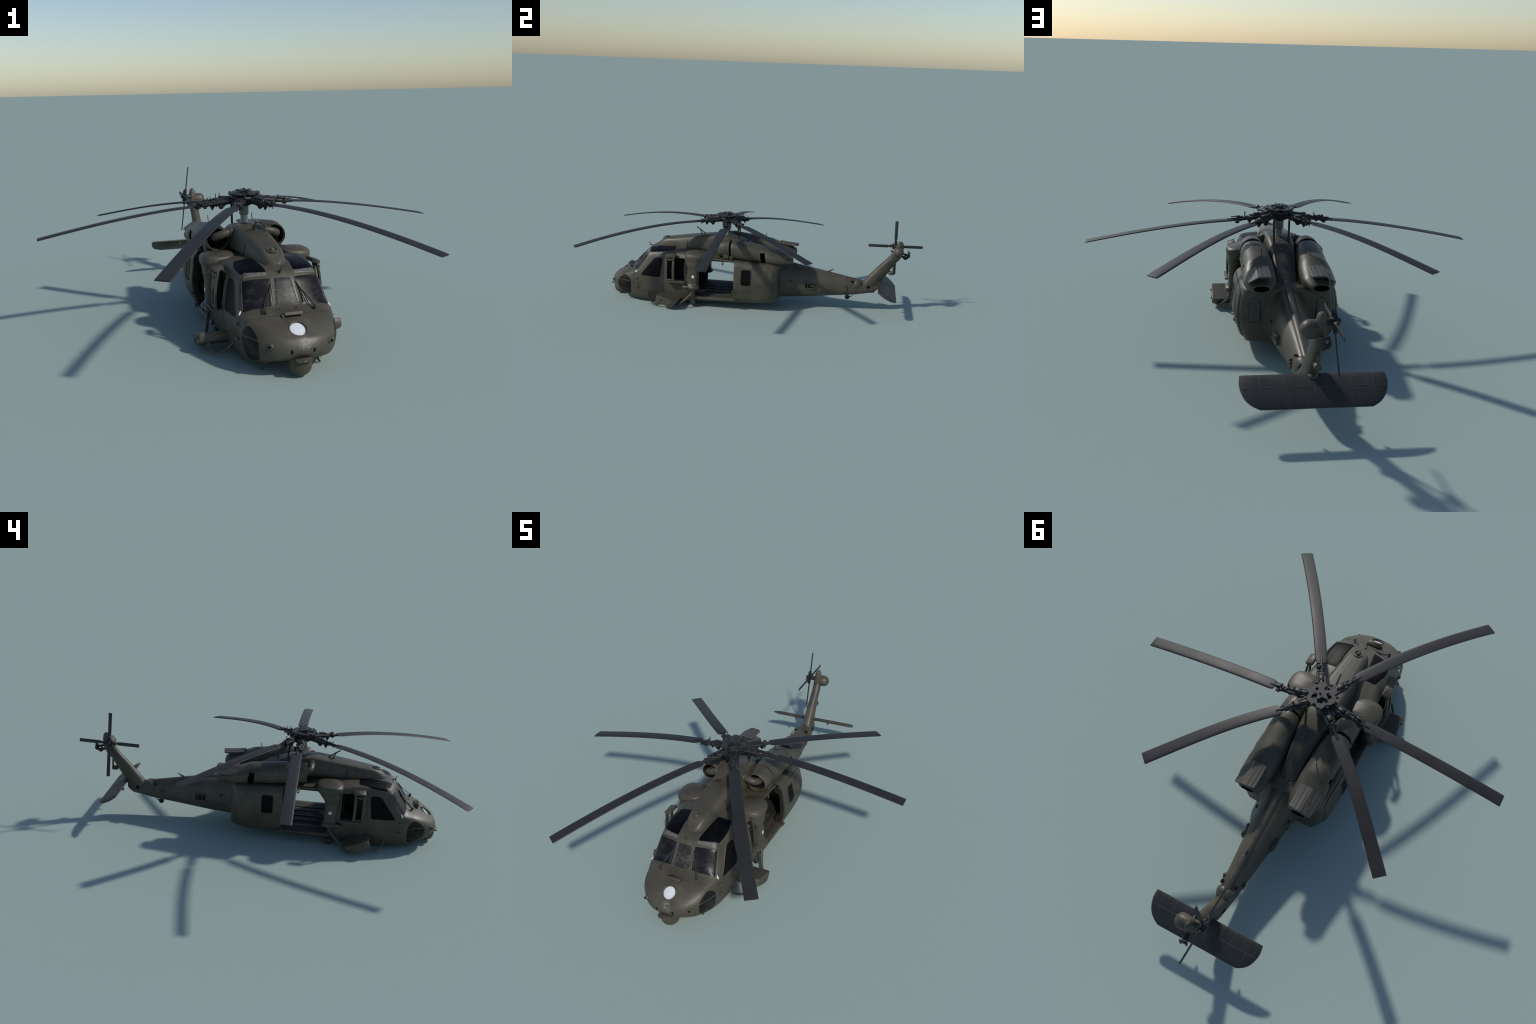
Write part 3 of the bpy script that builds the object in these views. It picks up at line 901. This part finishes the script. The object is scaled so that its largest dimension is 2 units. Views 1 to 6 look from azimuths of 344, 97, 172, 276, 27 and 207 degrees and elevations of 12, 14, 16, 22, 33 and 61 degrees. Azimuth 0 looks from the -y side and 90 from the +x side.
# ------------------------------------------------------------------ stabilator
ST0, ST1 = V((0, .747, .186)), V((0, .858, .117))
ch = ST1-ST0; nrm = V((0, -ch.z, ch.y)).normalized()
span = [(0, .2425), (.1, .2440), (.25, .2455), (.4, .243), (.55, .2375), (.7, .2285), (.82, .216), (.92, .200), (1, .182)]
rs = []
for k in range(25):
    v_ = k/24
    hs = interp(span, v_)[0]
    th = .009*(math.sqrt(max(v_, 0.004))*2.2*(1-v_)**.8 + .12)
    row_t = [ST0 + ch*v_ + nrm*th*(1 if abs(i-12) < 12 else .6) + V((hs*(i-12)/12, 0, 0)) for i in range(25)]
    row_b = [ST0 + ch*v_ - nrm*th*(1 if abs(i-12) < 12 else .6) + V((hs*(i-12)/12, 0, 0)) for i in range(24, -1, -1)]
    rs.append(row_t + row_b)
me = bpy.data.meshes.new("stabilator")
v, f = loft(rs)
me.from_pydata([tuple(p) for p in v], [], f)
stab = finish("stabilator", me, [OLIVE, STAB], ROOT, smooth=45)
for p in stab.data.polygons:
    p.material_index = 1 if p.normal.dot(nrm) > .25 else 0
sr = Geo().add(tube([ST0 + ch*.42 + nrm*.0094 + V((-.236, 0, 0)), ST0 + ch*.42 + nrm*.0094 + V((.236, 0, 0))], .0006, n=6, smoothn=0))
sr.add(tube([ST0 + ch*.16 + nrm*.0088, ST0 + ch*.42 + nrm*.0095, ST0 + ch*.94 + nrm*.0028], .0007, n=6))
sr.make("rivet_seam", SEAL, stab)
hg = Geo()
for x in (-.10, .10):
    hg.add(box(ST0 + ch*.10 - nrm*.012 + V((x, 0, 0)), (.008, .012, .014)))
hg.make("stabilator_hinge", OLIVE, stab)
mt = Geo().add(ball(ST0 + ch*.10 + V((0, -.006, .004)), .018, .026, .013)).add(cyl((-.024, .748, .180), (.024, .748, .180), .006))
mt.make("stabilator_mount", OLIVE, stab)

# ------------------------------------------------------------------ tail rotor
TC = V((-.0445, .838, .403))
AX = V((-1, 0, .135)).normalized()
UP = V((.137, -.02, 1)); UP = (UP - AX*UP.dot(AX)).normalized()
FW = AX.cross(UP).normalized()
th = Geo().add(cyl((-.012, .842, .402), TC, .012)).add(cyl(TC - AX*.008, TC + AX*.012, .017, n=18)).add(ball(TC + AX*.014, .010))
for k in range(4):
    d = UP*math.cos(k*PI/2) + FW*math.sin(k*PI/2)
    c = UP*math.cos((k+.5)*PI/2) + FW*math.sin((k+.5)*PI/2)
    th.add(cyl(TC, TC + d*.042, .0075, .006)).add(cyl(TC + AX*.012 + c*.012, TC + d*.038 + AX*.006, .003))
    th.add(ball(TC + d*.03 + AX*.004, .009)).add(box(TC + c*.016, (.012, .012, .012)))
th.make("tail_rotor_hub", HUB, ROOT)
rs = []
for r_, cw, tk in ((.030, .006, .003), (.042, .009, .003), (.050, .018, .0026), (.10, .0185, .0024), (.168, .0185, .0022), (.1705, .0175, .001)):
    rs.append([V((tk*math.sin(2*PI*j/14), cw*.5*math.copysign(abs(math.cos(2*PI*j/14))**.8, math.cos(2*PI*j/14)), r_)) for j in range(14)])
v, f = loft(rs)
for k in range(4):
    d = (UP*math.cos(k*PI/2) + FW*math.sin(k*PI/2)).normalized()
    t_ = AX.cross(d).normalized()
    sc = (.945, .95, 1.08, .95)[k]
    if k == 0:
        base_t = make("tail_rotor_blade", v, f, TBLADE, ROOT); tb = base_t
    else:
        tb = base_t.copy(); COL.objects.link(tb)
    M = Matrix((( *AX,), (*t_,), (*d,))).transposed().to_4x4()
    tb.matrix_world = Matrix.Translation(TC) @ M @ Matrix.Diagonal((1, 1, sc, 1))
# control linkage behind the gearbox
lk = Geo().add(torus((-.006, .918, .366), (0, 1, -.35), .013, .0042, 18, 8)).add(torus((.004, .905, .352), (1, .4, .2), .010, .004, 18, 8))
lk.add(cyl((0, .872, .372), (0, .918, .362), .006)).add(cyl((-.004, .878, .352), (-.004, .912, .345), .007)).add(ball((-.003, .900, .342), .011, .013, .009))
lk.add(cyl((-.018, .915, .380), (.008, .921, .378), .005)).add(cyl((.006, .920, .382), (.006, .922, .350), .005)).add(tube([(-.016, .916, .378), (-.020, .922, .36), (-.012, .915, .346)], .0042, n=8))
lk.make("pitch_linkage", HUB, fin)

# ------------------------------------------------------------------ main rotor mast and hub
HC = V((.002, -.190, 0))
ms = Geo().add(lathe(HC + V((0, 0, .408)), (0, .1, 1), [(0, .0175), (.004, .0155), (.05, .0148), (.052, .0148)], 24))
mast = ms.make("rotor_mast", STEEL, ROOT)
make("mast_collar", *lathe(HC + V((0, .004, .455)), (0, .06, 1), [(0, .016), (.003, .0195), (.034, .0195), (.04, .0175), (.06, .0175)], 24), STEEL_D, mast)
pr = Geo()
for x in (.031, -.031):
    pr.add(cyl((x, -.112, .392), (x*1.06, -.118, .505), .0045)).add(ball((x, -.112, .392), .007))
pr.make("control_rod", OLIVE_D, mast)
hub = Geo().add(lathe(HC + V((0, .004, .492)), (0, 0, 1), [(0, .022), (.006, .034), (.016, .042), (.03, .044), (.040, .036), (.046, .026), (.052, .02), (.060, .018)], 28))
hub = hub.make("rotor_hub", HUB, ROOT)

# slotted absorber plate
def plate(c, z, th, rfun, n=120, holes=None):
    v, f = [], []
    for zz in (z, z-th):
        for i in range(n):
            a = 2*PI*i/n; r = rfun(a); v.append(V((c.x + r*math.cos(a), c.y + r*math.sin(a), zz)))
    f.append(list(range(n))); f.append(list(range(n, 2*n))[::-1])
    for i in range(n): f.append([i, n+i, n+(i+1) % n, (i+1) % n])
    return v, f
BL_AZ = [-59.4, .9, 46.4, 134.0, 178.6, -120.9]
def rim(a):
    r = .063 + .003*math.cos(6*a+.5) + .0025*math.cos(3*a)
    for c, w, d_ in ((.35, .16, .016), (1.5, .12, .012), (2.35, .20, .015), (3.6, .10, .010), (4.55, .22, .017), (5.5, .12, .011)):
        q = (a-c+PI) % (2*PI) - PI
        r -= .6*d_*math.exp(-(q/w)**4)
    return r
PC = HC + V((0, .002, 0))
pl_ = make("absorber_plate", *plate(PC, .5475, .006, rim), [PLATE], hub, smooth=30)
cs = []
for i, (rr_, hr) in enumerate(((.034, .0105), (.036, .0075), (.035, .009), (.037, .013), (.034, .007))):
    a = 2*PI*i/5 + .75
    cs.append(cutter(lathe(PC + V((rr_*math.cos(a), rr_*math.sin(a), .53)), (0, 0, 1), [(0, hr), (.03, hr)], 14, sx=1.15, sy=.85), HUB))
apply_bool(pl_, cs)
star = make("star_plate", *plate(PC, .5590, .0045, lambda a: .019 + .015*max(0, math.cos(2.5*(a-.2)) if False else (math.cos(5*(a-.2))+1)/2)**1.4), PLATE, hub, smooth=30)
post = Geo().add(cyl(PC + V((0, 0, .535)), PC + V((0, 0, .557)), .016, n=18)).add(ball(PC + V((.004, .006, .560)), .005)).add(lathe(PC + V((0, 0, .520)), (0, 0, 1), [(0, .05), (.006, .055), (.014, .052), (.020, .035)], 26))
for i in range(6):
    a = 2*PI*i/6 + .3
    post.add(ball(PC + V((.064*math.cos(a), .064*math.sin(a), .544)), .007, .007, .005))
    post.add(cyl(PC + V((.05*math.cos(a), .05*math.sin(a), .525)), PC + V((.05*math.cos(a), .05*math.sin(a), .546)), .006))
post.make("absorber_mount", HUB, hub)

# arms and blades : each blade follows a drooping, slightly swept spine (cubic control points, one side, mirrored)
SPINES = {
 "front": [(.0785, -.344, .511), (.203, -.5655, .511), (.336, -.777, .465), (.476, -.9845, .4015)],
 "flank": [(.172, -.168, .499), (.378, -.1655, .4935), (.653, -.170, .442), (.8265, -.170, .4065)],
 "rear": [(.122, -.0725, .502), (.278, .0675, .492), (.408, .221, .4465), (.5325, .359, .407)],
}
START = {"front": .015, "flank": .055, "rear": .01}


def bez(c, u):
    c = [V(p) for p in c]
    return c[0]*(1-u)**3 + c[1]*3*u*(1-u)**2 + c[2]*3*u*u*(1-u) + c[3]*u**3


k = 0
for kind_ in ("front", "flank", "rear"):
    for sd in (1, -1):
        ctrl = [(x*sd, y, z) for x, y, z in SPINES[kind_]]
        root = bez(ctrl, START[kind_]); c0 = V((HC.x, HC.y + .003, .516))
        d = root - c0; d.z = 0; r0 = d.length; d.normalize(); t_ = V((-d.y, d.x, 0))
        def at(r, side=0.0, dz=0.0):
            q = min(1, max(0, (r-.03)/(r0-.03)))
            return V((c0.x, c0.y, 0)) + d*r + t_*side + V((0, 0, c0.z + (root.z-c0.z)*q + dz))
        rnd = random.Random(k)
        g = Geo()
        g.add(tube([at(.03, 0, .002), at(.075, 0, .002), at(.112)], .0150, n=14)).add(tube([at(.10), at(.135), at(r0-.012), at(r0+.022)], .0120, n=14, r_end=.0055))
        g.add(ball(at(.088), .0185, .0185, .0155)).add(ball(at(.125), .0155, .0155, .0135))
        g.add(cyl(at(.055, .017, .002), at(r0-.035, .013, 0), .0065)).add(cyl(at(.05, -.017, .005), at(.125, -.014, .003), .0075))
        g.add(lathe(at(.095, .004, -.004), (0, 0, -1), [(0, .013), (.014, .0115), (.020, .008), (.024, .002)], 14))
        g.add(lathe(at(.131, -.002, -.002), (0, 0, -1), [(0, .0115), (.011, .010), (.019, .005), (.026, .001)], 14))
        g.add(box(at(.10, 0, .012), (.03, .02, .012), Matrix.Rotation(math.atan2(d.y, d.x), 3, "Z")))
        g.add(cyl(at(r0-.02, .006, -.018), at(r0-.02, .006, .018), .0018, n=8))
        if kind_ == "flank":
            g.add(cyl(at(.15, -.010, 0), at(.15, -.010, .026), .0024, n=8)).add(cyl(at(r0-.02, -.008, .010), at(r0+.006, -.008, .011), .0022, n=8))
        if kind_ == "rear":
            g.add(cyl(at(.128, .008, 0), at(.128, .008, .030), .0018, n=8)).add(cyl(at(.118, -.006, 0), at(.118, -.006, .032), .0018, n=8))
        for q in range(16):
            r_ = rnd.uniform(.055, r0-.015); si = rnd.uniform(-.013, .013); dz = rnd.uniform(-.011, .010)
            s_ = rnd.uniform(.006, .0105)
            if rnd.random() < .6: g.add(ball(at(r_, si, dz), s_, s_, s_*.7, 10, 6))
            else: g.add(box(at(r_, si, dz), (s_*1.7, s_*1.7, s_*1.3), Matrix.Rotation(rnd.uniform(0, 3), 3, "Z")))
        g.make("blade_grip", HUB, hub)
        # blade : airfoil sections swept along the spine, cropped square at the tip
        rs = []; NS = 48; u0 = START[kind_]
        for i in range(NS+1):
            w_ = i/NS; u = u0 + (1-u0)*w_
            p = bez(ctrl, u); tan = (bez(ctrl, min(1, u+.01)) - bez(ctrl, min(1, u+.01)-.02)).normalized()
            sd_ = V((-tan.y, tan.x, 0)).normalized(); up = tan.cross(sd_).normalized()
            if up.z < 0: up = -up
            c = .052 + .004*w_
            if w_ < .015: c = .038
            tk = .0035 if w_ < .985 else .0024
            rr = []
            for j in range(22):
                b_ = 2*PI*j/22; cc, ss = math.cos(b_), math.sin(b_)
                rr.append(p + sd_*(c*.5*cc) + up*tk*math.copysign(abs(ss)**.7, ss)*(1+.35*cc))
            rs.append(rr)
        make("rotor_blade", *loft(rs), BLADE, ROOT, smooth=50)
        k += 1
